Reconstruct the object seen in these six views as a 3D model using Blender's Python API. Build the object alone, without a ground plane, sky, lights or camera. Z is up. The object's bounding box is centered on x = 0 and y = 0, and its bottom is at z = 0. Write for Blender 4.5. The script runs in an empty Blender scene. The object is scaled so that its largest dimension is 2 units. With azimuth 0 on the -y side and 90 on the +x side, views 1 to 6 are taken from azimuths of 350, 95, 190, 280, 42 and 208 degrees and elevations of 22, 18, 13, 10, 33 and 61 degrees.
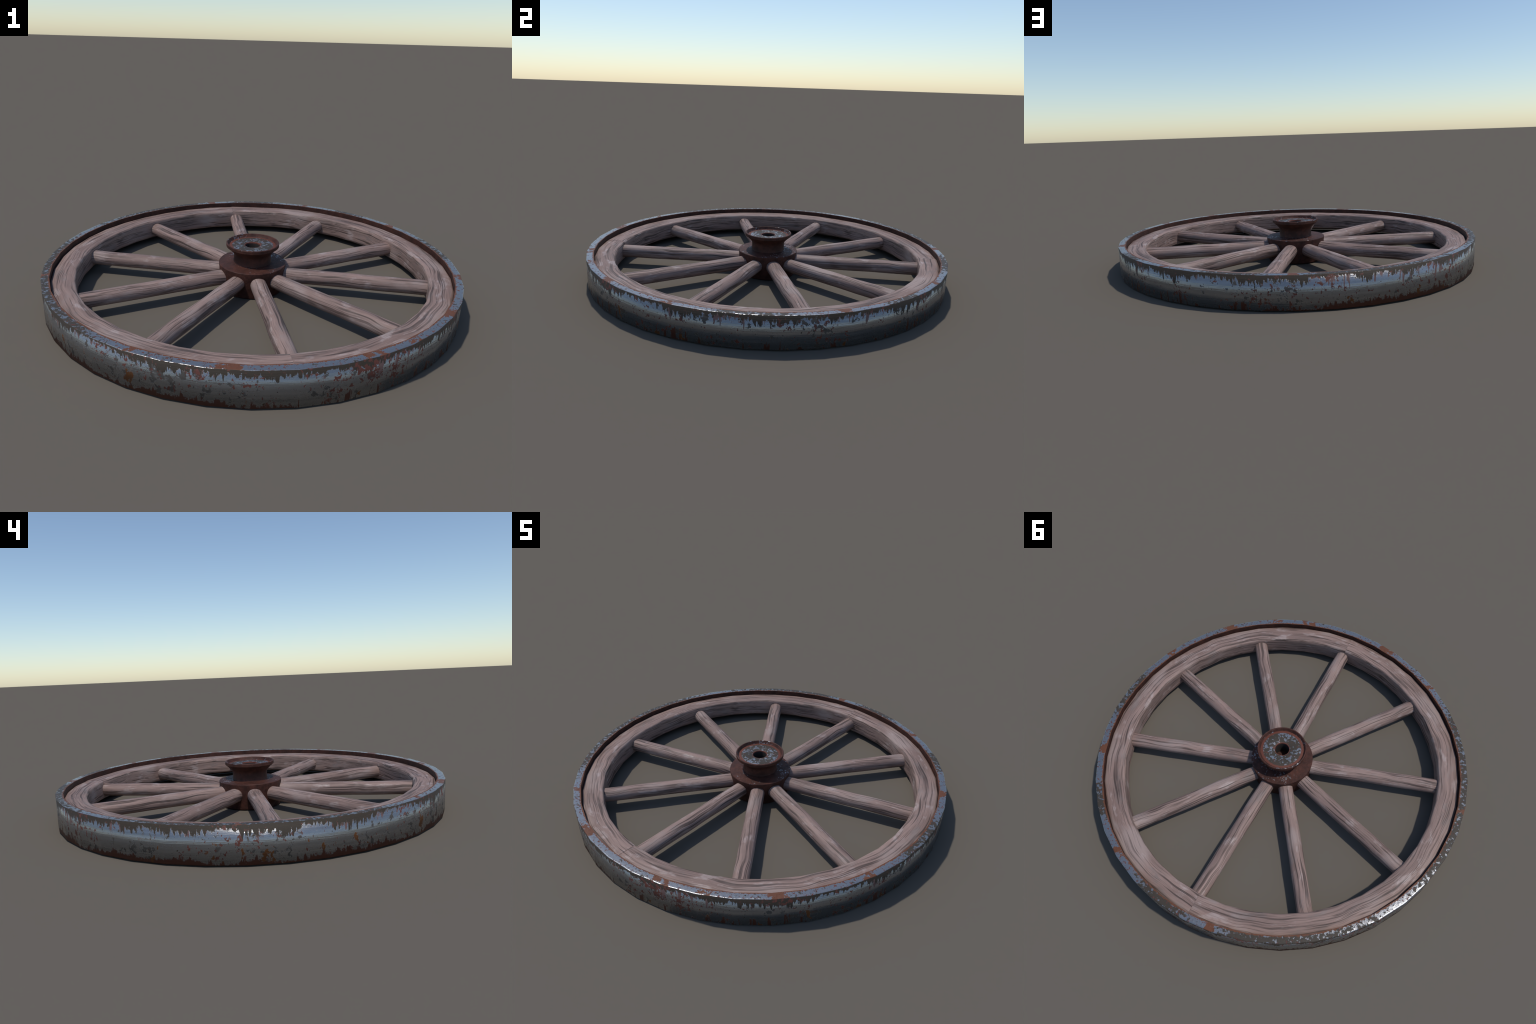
"""Old wagon wheel lying flat: iron tyre, two wooden felloes, ten round spokes,
rusty iron hub with a flanged collar and a recessed face plate with an axle hole."""
import bpy, bmesh, math, random
from mathutils import Vector, noise as mnoise

random.seed(11)
TAU = math.tau

# ------------------------------------------------------------------ sizes (m)
SEGMENTS = 40                                  # the tyre and felloes are 40-sided rings
TYRE_OUT, TYRE_IN = 1.000, 0.963
TYRE_LOW, TYRE_H = 0.0045, 0.157
FELLOE_IN, FELLOE_FLAT = 0.8545, 0.8645        # inner wall and start of the flat top
FELLOE_TOP, FELLOE_BOT = 0.1327, 0.0280
SPOKES, SPOKE_Z = 10, 0.0765
SPOKE_W, SPOKE_T = 0.0388, 0.0355              # half width, half thickness
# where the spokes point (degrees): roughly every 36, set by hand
SPOKE_ANGLES = (17.4, 53.0, 88.6, 125.0, 161.2, 197.0, 233.4, 270.7, 306, 341.2)
HUB_XY = (-0.004, 0.001)


# ------------------------------------------------------------- node utilities
class Nodes:
    """Small helper that strings shader nodes together."""

    def __init__(self, name):
        self.mat = bpy.data.materials.new(name)
        self.mat.use_nodes = True
        self.t = self.mat.node_tree
        self.t.nodes.clear()
        self.out = self.t.nodes.new("ShaderNodeOutputMaterial")
        self.bsdf = self.t.nodes.new("ShaderNodeBsdfPrincipled")
        self.t.links.new(self.bsdf.outputs[0], self.out.inputs[0])

    def plug(self, sock, v):
        if isinstance(v, bpy.types.NodeSocket):
            self.t.links.new(v, sock)
        elif v is not None:
            if sock.type == "RGBA" and len(v) == 3:
                v = (*v, 1)
            sock.default_value = v

    def set(self, **kw):
        for k, v in kw.items():
            self.plug(self.bsdf.inputs[k.replace("_", " ")], v)

    def obj(self):
        return self.t.nodes.new("ShaderNodeTexCoord").outputs["Object"]

    def rnd(self):
        return self.t.nodes.new("ShaderNodeObjectInfo").outputs["Random"]

    def sep(self, v):
        n = self.t.nodes.new("ShaderNodeSeparateXYZ")
        self.plug(n.inputs[0], v)
        return n.outputs

    def comb(self, x, y, z):
        n = self.t.nodes.new("ShaderNodeCombineXYZ")
        for s, v in zip(n.inputs, (x, y, z)):
            self.plug(s, v)
        return n.outputs[0]

    def m(self, op, a, b=None, c=None, clamp=False):
        n = self.t.nodes.new("ShaderNodeMath")
        n.operation, n.use_clamp = op, clamp
        for s, v in zip(n.inputs, (a, b, c)):
            self.plug(s, v)
        return n.outputs[0]

    def vm(self, op, a, b):
        n = self.t.nodes.new("ShaderNodeVectorMath")
        n.operation = op
        self.plug(n.inputs[0], a)
        if op == "SCALE":
            self.plug(n.inputs["Scale"], b)
        else:
            self.plug(n.inputs[1], b)
        return n.outputs[0]

    def noise(self, vec, scale, detail=2.0, rough=0.5, distort=0.0, w=None, color=False):
        n = self.t.nodes.new("ShaderNodeTexNoise")
        n.noise_dimensions = "3D" if w is None else "4D"
        self.plug(n.inputs["Vector"], vec)
        self.plug(n.inputs["Scale"], scale)
        self.plug(n.inputs["Detail"], detail)
        self.plug(n.inputs["Roughness"], rough)
        self.plug(n.inputs["Distortion"], distort)
        if w is not None:
            self.plug(n.inputs["W"], w)
        return n.outputs["Color" if color else "Fac"]

    def step(self, v, lo, hi, a=0.0, b=1.0):
        """smooth ramp of v from lo..hi to a..b"""
        n = self.t.nodes.new("ShaderNodeMapRange")
        n.interpolation_type = "SMOOTHSTEP"
        n.clamp = True
        for s, x in zip(n.inputs, (v, lo, hi, a, b)):
            self.plug(s, x)
        return n.outputs[0]

    def mix(self, f, a, b):
        n = self.t.nodes.new("ShaderNodeMix")
        n.data_type = "RGBA"
        self.plug(n.inputs[0], f)
        self.plug(n.inputs[6], a)
        self.plug(n.inputs[7], b)
        return n.outputs[2]

    def mixf(self, f, a, b):
        n = self.t.nodes.new("ShaderNodeMix")
        self.plug(n.inputs[0], f)
        self.plug(n.inputs[2], a)
        self.plug(n.inputs[3], b)
        return n.outputs[0]

    def bump(self, h, strength, dist, normal=None):
        n = self.t.nodes.new("ShaderNodeBump")
        self.plug(n.inputs["Strength"], strength)
        self.plug(n.inputs["Distance"], dist)
        self.plug(n.inputs["Height"], h)
        if normal is not None:
            self.plug(n.inputs["Normal"], normal)
        return n.outputs[0]


# ------------------------------------------------------------------ materials
WOOD_PALE = (0.318, 0.213, 0.178)
WOOD_MID = (0.240, 0.159, 0.133)
WOOD_DARK = (0.050, 0.033, 0.027)
WOOD_GREY = (0.200, 0.162, 0.146)
WOOD_BLEACHED = (0.375, 0.290, 0.258)
WOOD_WORN_SHEEN = (0.440, 0.350, 0.318)  # pale worn spots, including sunlit sheen put into the colour

METAL = (0.33, 0.335, 0.345)
GRIME = (0.050, 0.040, 0.031)
RUST_RED = (0.135, 0.045, 0.030)
RUST_DARK = (0.085, 0.032, 0.023)
RUST_ORANGE = (0.170, 0.062, 0.016)


def wood_material(name, ring):
    """Weathered wood: grain runs round the ring (felloe) or along local x (spoke)."""
    k = Nodes(name)
    x, y, z = k.sep(k.obj())
    shift = k.m("MULTIPLY", k.rnd(), 37.0)
    if ring:
        along = k.m("MULTIPLY", k.m("ARCTAN2", y, x), 0.91)
        across = k.m("SQRT", k.m("ADD", k.m("MULTIPLY", x, x), k.m("MULTIPLY", y, y)))
        up = z
    else:
        along, across, up = x, y, z
    along_s = k.m("ADD", along, shift)
    # gentle sideways waviness of the grain
    def at(fl, fa):
        return k.comb(k.m("MULTIPLY", along_s, fl), k.m("MULTIPLY", across, fa), k.m("MULTIPLY", up, fa))

    sway = k.m("SUBTRACT", k.noise(at(4.2, 3.0), 1.0, 1.6, 0.45), 0.5)
    if ring:                                   # sideways within whichever face this is
        nz = k.sep(k.t.nodes.new("ShaderNodeNewGeometry").outputs["True Normal"])[2]
        flat = k.step(k.m("ABSOLUTE", nz), 0.55, 0.85)
        a2 = k.m("ADD", across, k.m("MULTIPLY", k.m("MULTIPLY", sway, flat), 0.050))
        u2 = k.m("ADD", up, k.m("MULTIPLY", k.m("MULTIPLY", sway, k.m("SUBTRACT", 1.0, flat)), 0.050))
    else:                                      # twisting round the stave
        turn = k.m("MULTIPLY", sway, 1.25)
        c, d = k.m("COSINE", turn), k.m("SINE", turn)
        a2 = k.m("SUBTRACT", k.m("MULTIPLY", across, c), k.m("MULTIPLY", up, d))
        u2 = k.m("ADD", k.m("MULTIPLY", across, d), k.m("MULTIPLY", up, c))

    def grain(fl, fa, detail, rough=0.55):
        return k.noise(k.comb(k.m("MULTIPLY", along_s, fl), k.m("MULTIPLY", a2, fa), k.m("MULTIPLY", u2, fa)),
                       1.0, detail, rough)

    lines = grain(3.0, 88.0, 1.2)
    thin = grain(4.0, 200.0, 1.5)
    fine = grain(14.0, 380.0, 2.0, 0.6)
    tone = grain(2.4, 22.0, 2.0)
    where = k.noise(at(4.5, 13.0), 1.0, 2.0)
    worn = k.noise(at(9.0, 20.0), 1.0, 4.0, 0.60)
    bleach = k.step(k.m("ADD", k.noise(at(3.4, 5.0), 1.0, 1.5), k.m("MULTIPLY", k.m("SUBTRACT", worn, 0.5), 0.35)), 0.50, 0.68)

    band = k.m("MULTIPLY", k.step(lines, 0.53, 0.64), k.step(where, 0.34, 0.56, 0.30, 1.0))
    line = k.m("MULTIPLY", k.step(thin, 0.54, 0.66), k.step(where, 0.62, 0.40, 0.30, 1.0))

    col = k.mix(k.step(tone, 0.34, 0.66), WOOD_MID, WOOD_PALE)
    col = k.mix(k.m("MULTIPLY", k.step(worn, 0.54, 0.70), 0.60), col, WOOD_GREY)
    col = k.mix(k.m("MULTIPLY", k.step(fine, 0.45, 0.75), 0.30), col, WOOD_DARK)
    col = k.mix(k.m("MULTIPLY", bleach, 0.60), col, WOOD_BLEACHED)
    worn_sheen = k.m("MULTIPLY", k.step(worn, 0.45, 0.31), k.step(fine, 0.78, 0.40))
    col = k.mix(k.m("MULTIPLY", worn_sheen, 0.75), col, WOOD_WORN_SHEEN)  # paints the wood's pale highlights into its worn spots
    col = k.mix(k.m("MULTIPLY", k.m("MULTIPLY", band, k.m("SUBTRACT", 1.0, k.m("MULTIPLY", bleach, 0.45))), 0.80), col, WOOD_DARK)
    col = k.mix(k.m("MULTIPLY", line, 0.62), col, WOOD_DARK)

    h = k.m("SUBTRACT", k.m("MULTIPLY", fine, 0.25), k.m("ADD", k.m("MULTIPLY", line, 0.45), k.m("MULTIPLY", band, 0.8)))
    k.set(Base_Color=col, Roughness=k.mixf(worn_sheen, 0.60, 0.40), Normal=k.bump(h, 0.55, 0.0022))
    k.set(**{"Specular_IOR_Level": 0.32})
    return k.mat


def finish_metal(k, layers, base_rough, height, bump_strength=0.5, bump_dist=0.002, base=METAL, pre=None, metallic=0.80):
    """Dull bare metal covered by layers of (mask, colour, roughness)."""
    col, rough, met = base, base_rough, metallic
    for mask, c, r in layers:
        col = k.mix(mask, col, c)
        rough = k.mixf(mask, rough, r)
        met = k.mixf(mask, met, 0.0)
    k.set(Base_Color=col, Roughness=rough, Metallic=met,
          Normal=k.bump(height, bump_strength, bump_dist, pre))
    k.set(**{"Specular_IOR_Level": 0.28})
    return k.mat


def around(k, x, y, places):
    """Mask of sectors of the rim: (azimuth, half width, softness) in degrees."""
    total = None
    r = k.m("SQRT", k.m("ADD", k.m("MULTIPLY", x, x), k.m("MULTIPLY", y, y)))
    x, y = k.m("DIVIDE", x, r), k.m("DIVIDE", y, r)
    for az, half, soft in places:
        c = k.m("ADD", k.m("MULTIPLY", x, math.cos(math.radians(az))), k.m("MULTIPLY", y, math.sin(math.radians(az))))
        w = k.step(c, math.cos(math.radians(half + soft)), math.cos(math.radians(max(half - soft, 0.0))))
        total = w if total is None else k.m("MAXIMUM", total, w)
    return total


def tread_material():
    """Outer face of the tyre: scratched iron, grime running down from the upper
    edge, rust specks, rust creeping up from the lower edge. The pattern splits
    into two halves along texture seams on the y axis, weathered differently."""
    k = Nodes("tyre_tread_iron")
    p = k.obj()
    x, y, z = k.sep(p)
    h = k.m("DIVIDE", z, TYRE_H)
    top = k.m("SUBTRACT", 1.0, h)
    flat = k.comb(x, y, k.m("MULTIPLY", z, 0.10))              # vertical streaks
    rag = k.m("SUBTRACT", k.noise(p, 95.0, 3.0, 0.6), 0.5)
    rusty_half = k.step(x, 0.003, -0.003)  # sharp change copies a texture seam

    sector = k.noise(flat, 5.0, 2.0)                            # where round the rim
    sector2 = k.noise(k.vm("ADD", flat, (7.3, 2.1, 0)), 4.0, 2.0)
    comb1 = k.noise(flat, 75.0, 3.0, 0.6)
    comb2 = k.noise(k.vm("ADD", flat, (3.1, 8.2, 0)), 48.0, 3.0, 0.6)

    # grime fringe below the upper edge
    reach = k.m("ADD", k.step(sector, 0.36, 0.62, 0.17, 0.44), k.m("MULTIPLY", rusty_half, -0.08))
    length = k.m("MULTIPLY", reach, k.step(comb1, 0.36, 0.66, 0.35, 1.0))
    length = k.m("ADD", length, k.m("MULTIPLY", rag, 0.26))
    grime = k.step(k.m("SUBTRACT", top, length), -0.012, 0.012, 1.0, 0.0)
    blot = k.noise(k.vm("MULTIPLY", p, (1, 1, 0.9)), 30.0, 5.0, 0.66)
    blot2 = k.noise(k.vm("ADD", p, (4, 1, 2)), 6.5, 1.0)
    blotch = k.step(k.m("ADD", blot, k.m("MULTIPLY", blot2, 0.45)), 0.845, 0.865)
    grime = k.m("MAXIMUM", grime, k.m("MULTIPLY", blotch, 0.85))

    # thin red drips reaching further than the grime, and clustered specks
    rlen = k.m("MULTIPLY", k.step(sector2, 0.42, 0.62, 0.05, 0.50), k.step(comb2, 0.44, 0.68, 0.0, 1.0))
    rlen = k.m("ADD", rlen, k.m("MULTIPLY", rag, 0.30))
    drips = k.m("MULTIPLY", k.step(k.m("SUBTRACT", top, rlen), -0.02, 0.02, 1.0, 0.0), 0.8)
    speck = k.noise(k.vm("MULTIPLY", p, (1, 1, 0.8)), 58.0, 4.0, 0.66)
    clus = k.noise(p, 6.0, 1.0)
    specks = k.step(k.m("ADD", speck, k.m("MULTIPLY", clus, 0.42)), 0.815, 0.84)
    chips = k.step(k.noise(k.vm("ADD", p, (2, 7, 3)), 75.0, 3.0, 0.6), 0.685, 0.70)

    # rust from the lower edge: a ragged band on one half, separate runs on the other
    band = k.m("ADD", k.step(sector2, 0.36, 0.60, 0.05, 0.16), k.m("MULTIPLY", k.step(comb2, 0.48, 0.70), 0.13))
    runs = k.m("SUBTRACT", k.m("MULTIPLY", k.step(comb2, 0.53, 0.62), k.step(sector, 0.40, 0.56, 0.10, 0.40)), 0.02)
    blen = k.m("ADD", k.mixf(rusty_half, runs, band), k.m("MULTIPLY", rag, 0.26))
    low = k.step(k.m("SUBTRACT", h, blen), -0.025, 0.025, 1.0, 0.0)
    osp = k.noise(k.vm("ADD", k.vm("MULTIPLY", p, (1, 1, 0.7)), (9, 3, 5)), 17.0, 4.0, 0.6)
    orange = k.m("MULTIPLY", k.step(osp, 0.635, 0.66), k.step(h, 0.66, 0.52))

    fine = k.noise(p, 420.0, 2.0, 0.7)
    rust_c = k.mix(fine, (0.075, 0.026, 0.019), (0.150, 0.050, 0.036))
    low_c = k.mix(fine, (0.050, 0.018, 0.012), (0.110, 0.038, 0.024))
    orange_c = k.mix(fine, (0.085, 0.032, 0.011), (0.170, 0.066, 0.020))
    grime_c = k.mix(fine, (0.026, 0.020, 0.014), (0.056, 0.042, 0.030))

    # long scratches round the hoop make the reflected horizon ripple
    lon = k.comb(k.m("MULTIPLY", x, 5), k.m("MULTIPLY", y, 5), k.m("MULTIPLY", z, 170))
    scr = k.noise(lon, 1.0, 3.0, 0.62, 0.2)
    height = k.m("ADD", k.m("MULTIPLY", scr, 0.9), k.m("MULTIPLY", fine, 0.16))
    height = k.m("SUBTRACT", height, k.m("MULTIPLY", k.m("MAXIMUM", grime, drips), 0.25))
    tint = k.m("ADD", k.m("MULTIPLY", k.noise(lon, 0.4, 3.0, 0.6), 0.6), k.m("MULTIPLY", fine, 0.4))
    base = k.mix(k.step(tint, 0.3, 0.7), (0.215, 0.218, 0.222), (0.335, 0.335, 0.338))
    return finish_metal(k, [(drips, rust_c, 0.5), (grime, grime_c, 0.66), (specks, rust_c, 0.6), (chips, grime_c, 0.6),
                            (low, low_c, 0.65), (orange, orange_c, 0.7)],
                        0.25, height, 0.62, 0.0017, base)


def tyre_edge_material():
    """Flat upper edge of the tyre: iron with patches of rust and of dark grime."""
    k = Nodes("tyre_edge_iron")
    p = k.obj()
    x, y, z = k.sep(p)
    r = k.m("SQRT", k.m("ADD", k.m("MULTIPLY", x, x), k.m("MULTIPLY", y, y)))
    inner = k.m("DIVIDE", k.m("SUBTRACT", r, TYRE_IN), TYRE_OUT - TYRE_IN)
    sector = k.noise(k.vm("ADD", p, (1.7, 0.4, 0)), 5.0, 2.0)
    n1 = k.noise(p, 62.0, 4.0, 0.60)
    n2 = k.noise(k.vm("ADD", p, (5, 9, 1)), 70.0, 4.0, 0.65)
    n3 = k.noise(k.vm("ADD", p, (2, 6, 4)), 30.0, 4.0, 0.62)
    dirty = around(k, x, y, [(121, 20, 10), (184, 24, 10), (43, 6, 3), (2, 8, 5), (-148, 10, 6), (80, 8, 6)])
    rusted = around(k, x, y, [(98, 1.2, 1.0), (62, 1.9, 1.2), (25, 1.4, 1.2), (-20, 1.8, 1.5), (-61, 1.7, 1.2),
                              (-73, 1.8, 1.4), (-103, 3.2, 2.0), (-125, 1.2, 1.2), (-43, 2.0, 2.0), (-172, 1.2, 1.0)])
    g = k.m("ADD", k.m("ADD", n1, k.m("MULTIPLY", sector, 0.30)), k.m("MULTIPLY", dirty, 0.195))
    grime = k.step(g, 0.785, 0.805)
    red = k.step(k.m("ADD", n2, k.m("MULTIPLY", dirty, -0.03)), 0.580, 0.598)
    big = k.step(k.m("ADD", n3, k.m("MULTIPLY", rusted, 0.215)), 0.675, 0.690)
    rim = k.step(k.m("ADD", inner, k.m("MULTIPLY", k.m("SUBTRACT", n2, 0.5), 0.9)), 0.06, 0.14, 1.0, 0.0)
    fine = k.noise(p, 420.0, 2.0, 0.7)
    rust_c = k.mix(fine, (0.10, 0.032, 0.025), (0.17, 0.058, 0.046))
    rust_b = k.mix(fine, (0.10, 0.036, 0.018), (0.18, 0.068, 0.034))
    grime_c = k.mix(fine, (0.034, 0.027, 0.020), (0.072, 0.056, 0.041))
    height = k.m("ADD", k.m("MULTIPLY", k.m("ADD", grime, red), -0.5), k.m("MULTIPLY", n1, 0.6))
    base = k.mix(k.noise(p, 160.0, 2.0), (0.265, 0.265, 0.270), (0.350, 0.350, 0.355))
    return finish_metal(k, [(grime, grime_c, 0.5), (red, rust_c, 0.55), (big, rust_b, 0.5), (rim, rust_b, 0.6)],
                        0.29, height, 0.70, 0.003, base)


def rust_material(name, flecks=True, depth=1.0):
    """Rust-coated cast iron with a few bare flecks."""
    k = Nodes(name)
    p = k.obj()
    n1 = k.noise(p, 26.0, 4.0, 0.6)
    n2 = k.noise(k.vm("ADD", p, (3, 5, 8)), 120.0, 3.0, 0.65)
    n3 = k.noise(k.vm("MULTIPLY", p, (1, 1, 0.25)), 60.0, 3.0, 0.6)
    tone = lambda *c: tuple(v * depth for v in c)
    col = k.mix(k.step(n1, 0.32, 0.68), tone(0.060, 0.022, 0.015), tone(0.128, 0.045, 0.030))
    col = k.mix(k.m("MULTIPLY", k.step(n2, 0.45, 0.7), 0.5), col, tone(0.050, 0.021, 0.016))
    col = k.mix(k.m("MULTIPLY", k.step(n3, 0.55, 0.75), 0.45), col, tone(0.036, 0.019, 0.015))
    met, rough = 0.0, 0.62
    if flecks:
        area = k.noise(k.vm("ADD", p, (1, 2, 4)), 9.0, 2.0)
        # bare iron shows on worn corners and in loose flecks on the flat shoulders
        nz = k.sep(k.t.nodes.new("ShaderNodeNewGeometry").outputs["Normal"])[2]
        f = k.step(k.m("ADD", k.noise(p, 80.0, 4.0, 0.65), k.m("MULTIPLY", area, 0.55)), 0.89, 0.95)
        f = k.m("MULTIPLY", f, k.step(nz, 0.25, 0.7))
        col = k.mix(k.m("MULTIPLY", f, 0.85), col, (0.33, 0.34, 0.36))
        met = k.m("MULTIPLY", f, 0.9)
        rough = k.mixf(f, 0.60, 0.38)
    k.set(Base_Color=col, Roughness=rough, Metallic=met,
          Normal=k.bump(k.m("ADD", n2, k.m("MULTIPLY", n1, 0.6)), 0.55, 0.003))
    k.set(**{"Specular_IOR_Level": 0.25})
    return k.mat


def plate_material():
    """Face plate: brown grime with bare iron patches, rusty rim and hole edge."""
    k = Nodes("hub_plate_iron")
    p = k.obj()
    x, y, z = k.sep(p)
    r = k.m("SQRT", k.m("ADD", k.m("MULTIPLY", x, x), k.m("MULTIPLY", y, y)))
    n1 = k.noise(p, 62.0, 4.0, 0.62)
    n2 = k.noise(k.vm("ADD", p, (3, 1, 0)), 13.0, 1.0)
    fine = k.noise(p, 420.0, 2.0, 0.7)
    wob = k.m("MULTIPLY", k.m("SUBTRACT", n1, 0.5), 0.016)
    grime = k.step(k.m("ADD", n1, k.m("MULTIPLY", n2, 0.55)), 0.800, 0.825, 1.0, 0.0)
    red = k.step(k.noise(k.vm("ADD", p, (8, 4, 2)), 75.0, 3.0), 0.64, 0.67)
    edge = k.step(k.m("ADD", r, wob), 0.1000, 0.1045)
    hole = k.step(k.m("ADD", r, k.m("MULTIPLY", wob, 0.25)), 0.0405, 0.0425, 1.0, 0.0)
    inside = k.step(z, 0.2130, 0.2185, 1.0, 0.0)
    rust_c = k.mix(fine, (0.095, 0.030, 0.020), (0.185, 0.062, 0.040))
    grime_c = k.mix(fine, (0.034, 0.027, 0.020), (0.072, 0.056, 0.041))
    h = k.m("ADD", k.m("MULTIPLY", grime, -0.5), k.m("MULTIPLY", n1, 0.5))
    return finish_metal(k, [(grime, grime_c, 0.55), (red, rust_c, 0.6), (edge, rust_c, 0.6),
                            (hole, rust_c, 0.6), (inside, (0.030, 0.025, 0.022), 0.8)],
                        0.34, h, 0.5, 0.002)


# ------------------------------------------------------------------- geometry
def make_object(name, bm, mats, parent, smooth_angle=None):
    bmesh.ops.recalc_face_normals(bm, faces=bm.faces)
    me = bpy.data.meshes.new(name)
    bm.to_mesh(me)
    bm.free()
    for mt in mats:
        me.materials.append(mt)
    for f in me.polygons:
        f.use_smooth = True
    if smooth_angle is not None:
        me.set_sharp_from_angle(angle=math.radians(smooth_angle))
    ob = bpy.data.objects.new(name, me)
    bpy.context.scene.collection.objects.link(ob)
    ob.parent = parent
    return ob


def lathe(profile, n, closed=False):
    """Revolve (radius, z) points round z; radius 0 closes to a pole."""
    bm = bmesh.new()
    rings = []
    for r, z in profile:
        if r <= 1e-6:
            rings.append([bm.verts.new((0, 0, z))])
        else:
            rings.append([bm.verts.new((r * math.cos(TAU * i / n), r * math.sin(TAU * i / n), z)) for i in range(n)])
    pairs = list(zip(rings, rings[1:])) + ([(rings[-1], rings[0])] if closed else [])
    for j, (a, b) in enumerate(pairs):
        for i in range(n):
            i2 = (i + 1) % n
            vs = [a[i % len(a)], a[i2 % len(a)], b[i2 % len(b)], b[i % len(b)]]
            vs = list(dict.fromkeys(vs))
            f = bm.faces.new(vs)
            f.material_index = 0
            f.index = j
    return bm


def build_tyre(parent, mats):
    # plain hoop; corners share their normals so the faces shade as if slightly crowned
    profile = [(TYRE_OUT, TYRE_LOW), (TYRE_OUT, TYRE_H), (0.9945, TYRE_H), (TYRE_IN, TYRE_H), (TYRE_IN, TYRE_LOW)]
    bm = lathe(profile, SEGMENTS, closed=True)
    for f in bm.faces:
        c = f.calc_center_median()
        r = math.hypot(c.x, c.y)
        if abs(f.normal.z) > 0.5 or abs(c.z - TYRE_H / 2) > 0.07:
            f.material_index = 1
        elif r < 0.5 * (TYRE_OUT + TYRE_IN):
            f.material_index = 2
        else:
            f.material_index = 0
    ob = make_object("tyre", bm, mats, parent)
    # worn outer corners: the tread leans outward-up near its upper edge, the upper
    # edge leans outward; the inner corner stays crisp
    me = ob.data
    normals = []
    for f in me.polygons:
        for li in f.loop_indices:
            co = me.vertices[me.loops[li].vertex_index].co
            r = math.hypot(co.x, co.y)
            radial = Vector((co.x / r, co.y / r, 0))
            up = Vector((0, 0, 1 if co.z > TYRE_H / 2 else -1))
            if f.material_index == 0:
                n = radial + 0.95 * up
            elif f.material_index == 1:
                n = up + radial * (0.80 if r > 0.997 else 0.07 if r > 0.98 else 0.02)
            else:
                n = -radial + 0.05 * up
            normals.append(n.normalized())
    me.normals_split_custom_set(normals)
    return ob


def build_felloe_mesh():
    """Half ring (local +x side) with chamfered inner corners, capped at the joints."""
    top = [(0.9645, FELLOE_TOP - 0.014), (0.9590, FELLOE_TOP - 0.004), (0.9500, FELLOE_TOP), (0.882, FELLOE_TOP),
           (FELLOE_FLAT, FELLOE_TOP - 0.0008), (0.8575, FELLOE_TOP - 0.0035), (FELLOE_IN, FELLOE_TOP - 0.0110),
           (FELLOE_IN, FELLOE_TOP - 0.026)]
    sec = top + [(r, FELLOE_TOP + FELLOE_BOT - z) for r, z in reversed(top)]
    bm = bmesh.new()
    rings = []
    half = SEGMENTS // 2
    gap = 0.0003
    for i in range(half + 1):
        a = -math.pi / 2 + math.pi * i / half
        if i == 0:
            a += gap
        if i == half:
            a -= gap
        ring = []
        for j, (r, z) in enumerate(sec):
            wob = 0.0
            if r < 0.93 and 0 < i < half:            # hand-shaped inner side, never quite even
                wob = 0.0035 * mnoise.noise(Vector((i * 0.83, j * 0.11, 4.7)))
            elif r < 0.962:                          # ragged corner against the tyre
                wob = 0.0040 * mnoise.noise(Vector((i * 1.7, j * 0.2, 9.1)))
            ring.append(bm.verts.new(((r + wob) * math.cos(a), (r + wob) * math.sin(a), z + 0.5 * wob)))
        rings.append(ring)
    n = len(sec)
    for a, b in zip(rings, rings[1:]):
        for j in range(n):
            bm.faces.new((a[j], a[(j + 1) % n], b[(j + 1) % n], b[j]))
    bm.faces.new(rings[0])
    bm.faces.new(rings[-1][::-1])
    return bm


def build_spoke_mesh():
    """Round, slightly uneven stave along local +x."""
    bm = bmesh.new()
    n, x0, x1 = 20, 0.120, 0.880
    cuts = 26
    rings = []
    for i in range(cuts + 1):
        x = x0 + (x1 - x0) * i / cuts
        ring = []
        for j in range(n):
            a = TAU * j / n
            c, s = math.cos(a), math.sin(a)
            d = mnoise.noise(Vector((x * 7.0, c * 0.9, s * 0.9 + 3.0)))
            k = 1.0 + 0.045 * d
            e = 0.92                                 # a touch squarer than an ellipse
            cx, sx = math.copysign(abs(c) ** e, c), math.copysign(abs(s) ** e, s)
            ring.append(bm.verts.new((x, SPOKE_W * k * cx, SPOKE_T * k * sx)))
        rings.append(ring)
    for a, b in zip(rings, rings[1:]):
        for j in range(n):
            bm.faces.new((a[j], a[(j + 1) % n], b[(j + 1) % n], b[j]))
    bm.faces.new(rings[0])
    bm.faces.new(rings[-1][::-1])
    return bm


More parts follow.
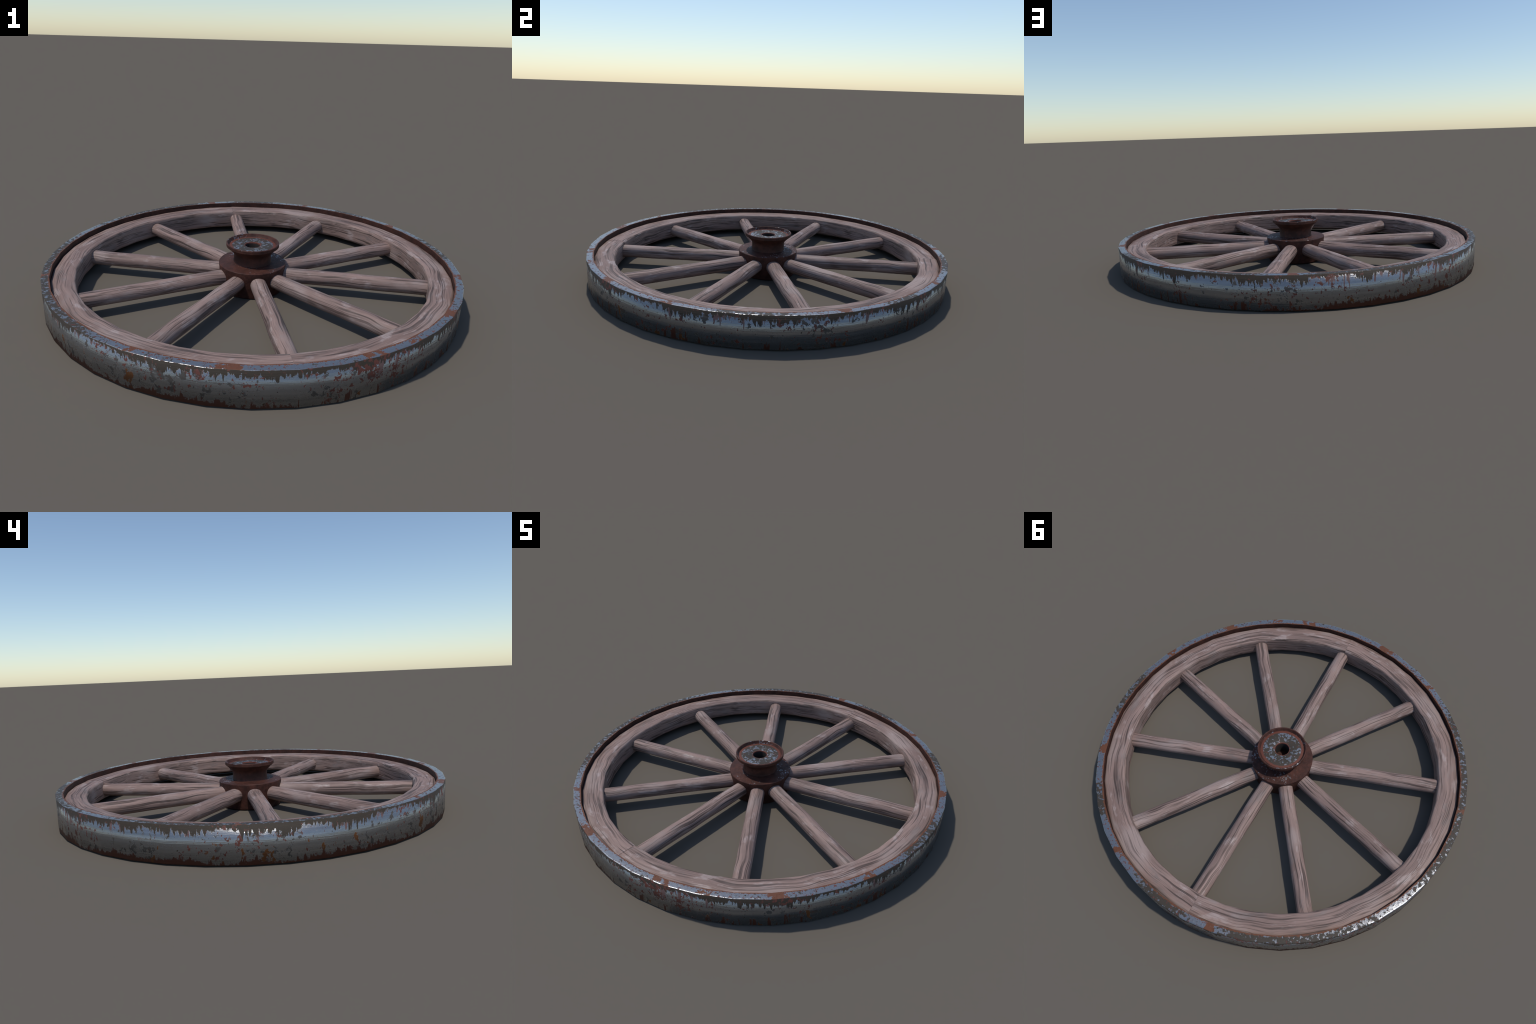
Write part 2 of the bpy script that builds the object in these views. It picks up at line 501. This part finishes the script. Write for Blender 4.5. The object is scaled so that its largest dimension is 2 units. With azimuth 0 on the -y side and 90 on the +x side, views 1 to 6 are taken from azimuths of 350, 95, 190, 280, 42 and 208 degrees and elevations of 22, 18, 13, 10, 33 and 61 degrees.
def build_hub(parent, rust, plate):
    drum = [(0, 0.0), (0.157, 0.0), (0.1605, 0.004), (0.1660, 0.112), (0.1675, 0.1215),
            (0.1680, 0.1325), (0.1660, 0.1350), (0.092, 0.1385), (0, 0.1385)]
    hub = make_object("hub", lathe(drum, 64), [rust], parent, 38)
    hub.location = (*HUB_XY, 0)
    collar = [(0.0960, 0.1340), (0.0938, 0.1400), (0.0925, 0.1450), (0.0925, 0.1740), (0.0940, 0.1815),
              (0.0985, 0.1900), (0.1070, 0.1990), (0.1170, 0.2085), (0.1270, 0.2168), (0.1306, 0.2196),
              (0.1312, 0.2204), (0.1314, 0.2340), (0.1298, 0.2362), (0.1262, 0.2370), (0.1240, 0.2358),
              (0.1220, 0.2320), (0.1180, 0.2225), (0.1165, 0.2212), (0.1050, 0.2208)]
    c = make_object("hub_collar", lathe(collar, 64), [rust], hub, 28)
    face = [(0.1160, 0.2195), (0.1150, 0.2218), (0.1130, 0.2225), (0.0405, 0.2225), (0.0382, 0.2214),
            (0.0372, 0.2185), (0.0372, 0.0120), (0, 0.0120)]
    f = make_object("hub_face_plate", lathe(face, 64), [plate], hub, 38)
    return hub, c, f


def main():
    wheel = bpy.data.objects.new("wagon_wheel", None)
    bpy.context.scene.collection.objects.link(wheel)
    wheel["label"] = "old wooden wagon wheel with rusty iron tyre lying flat"
    wheel["category"] = "wagon wheel"

    rust = rust_material("hub_rust", depth=0.70)
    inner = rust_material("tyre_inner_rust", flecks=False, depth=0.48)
    build_tyre(wheel, [tread_material(), tyre_edge_material(), inner])

    felloe = make_object("felloe", build_felloe_mesh(), [wood_material("felloe_wood", True)], wheel, 60)
    other = felloe.copy()
    other.name = "felloe.001"
    bpy.context.scene.collection.objects.link(other)
    other.rotation_euler[2] = math.pi

    first = make_object("spoke", build_spoke_mesh(), [wood_material("spoke_wood", False)], wheel, 60)
    for i in range(SPOKES):
        ob = first if i == 0 else first.copy()
        if i:
            ob.name = "spoke.%03d" % i
            bpy.context.scene.collection.objects.link(ob)
        ob.location = (0, 0, SPOKE_Z)
        ob.rotation_euler = (math.pi * (i % 2) + random.uniform(-0.12, 0.12), 0, math.radians(SPOKE_ANGLES[i]))

    build_hub(wheel, rust, plate_material())


main()
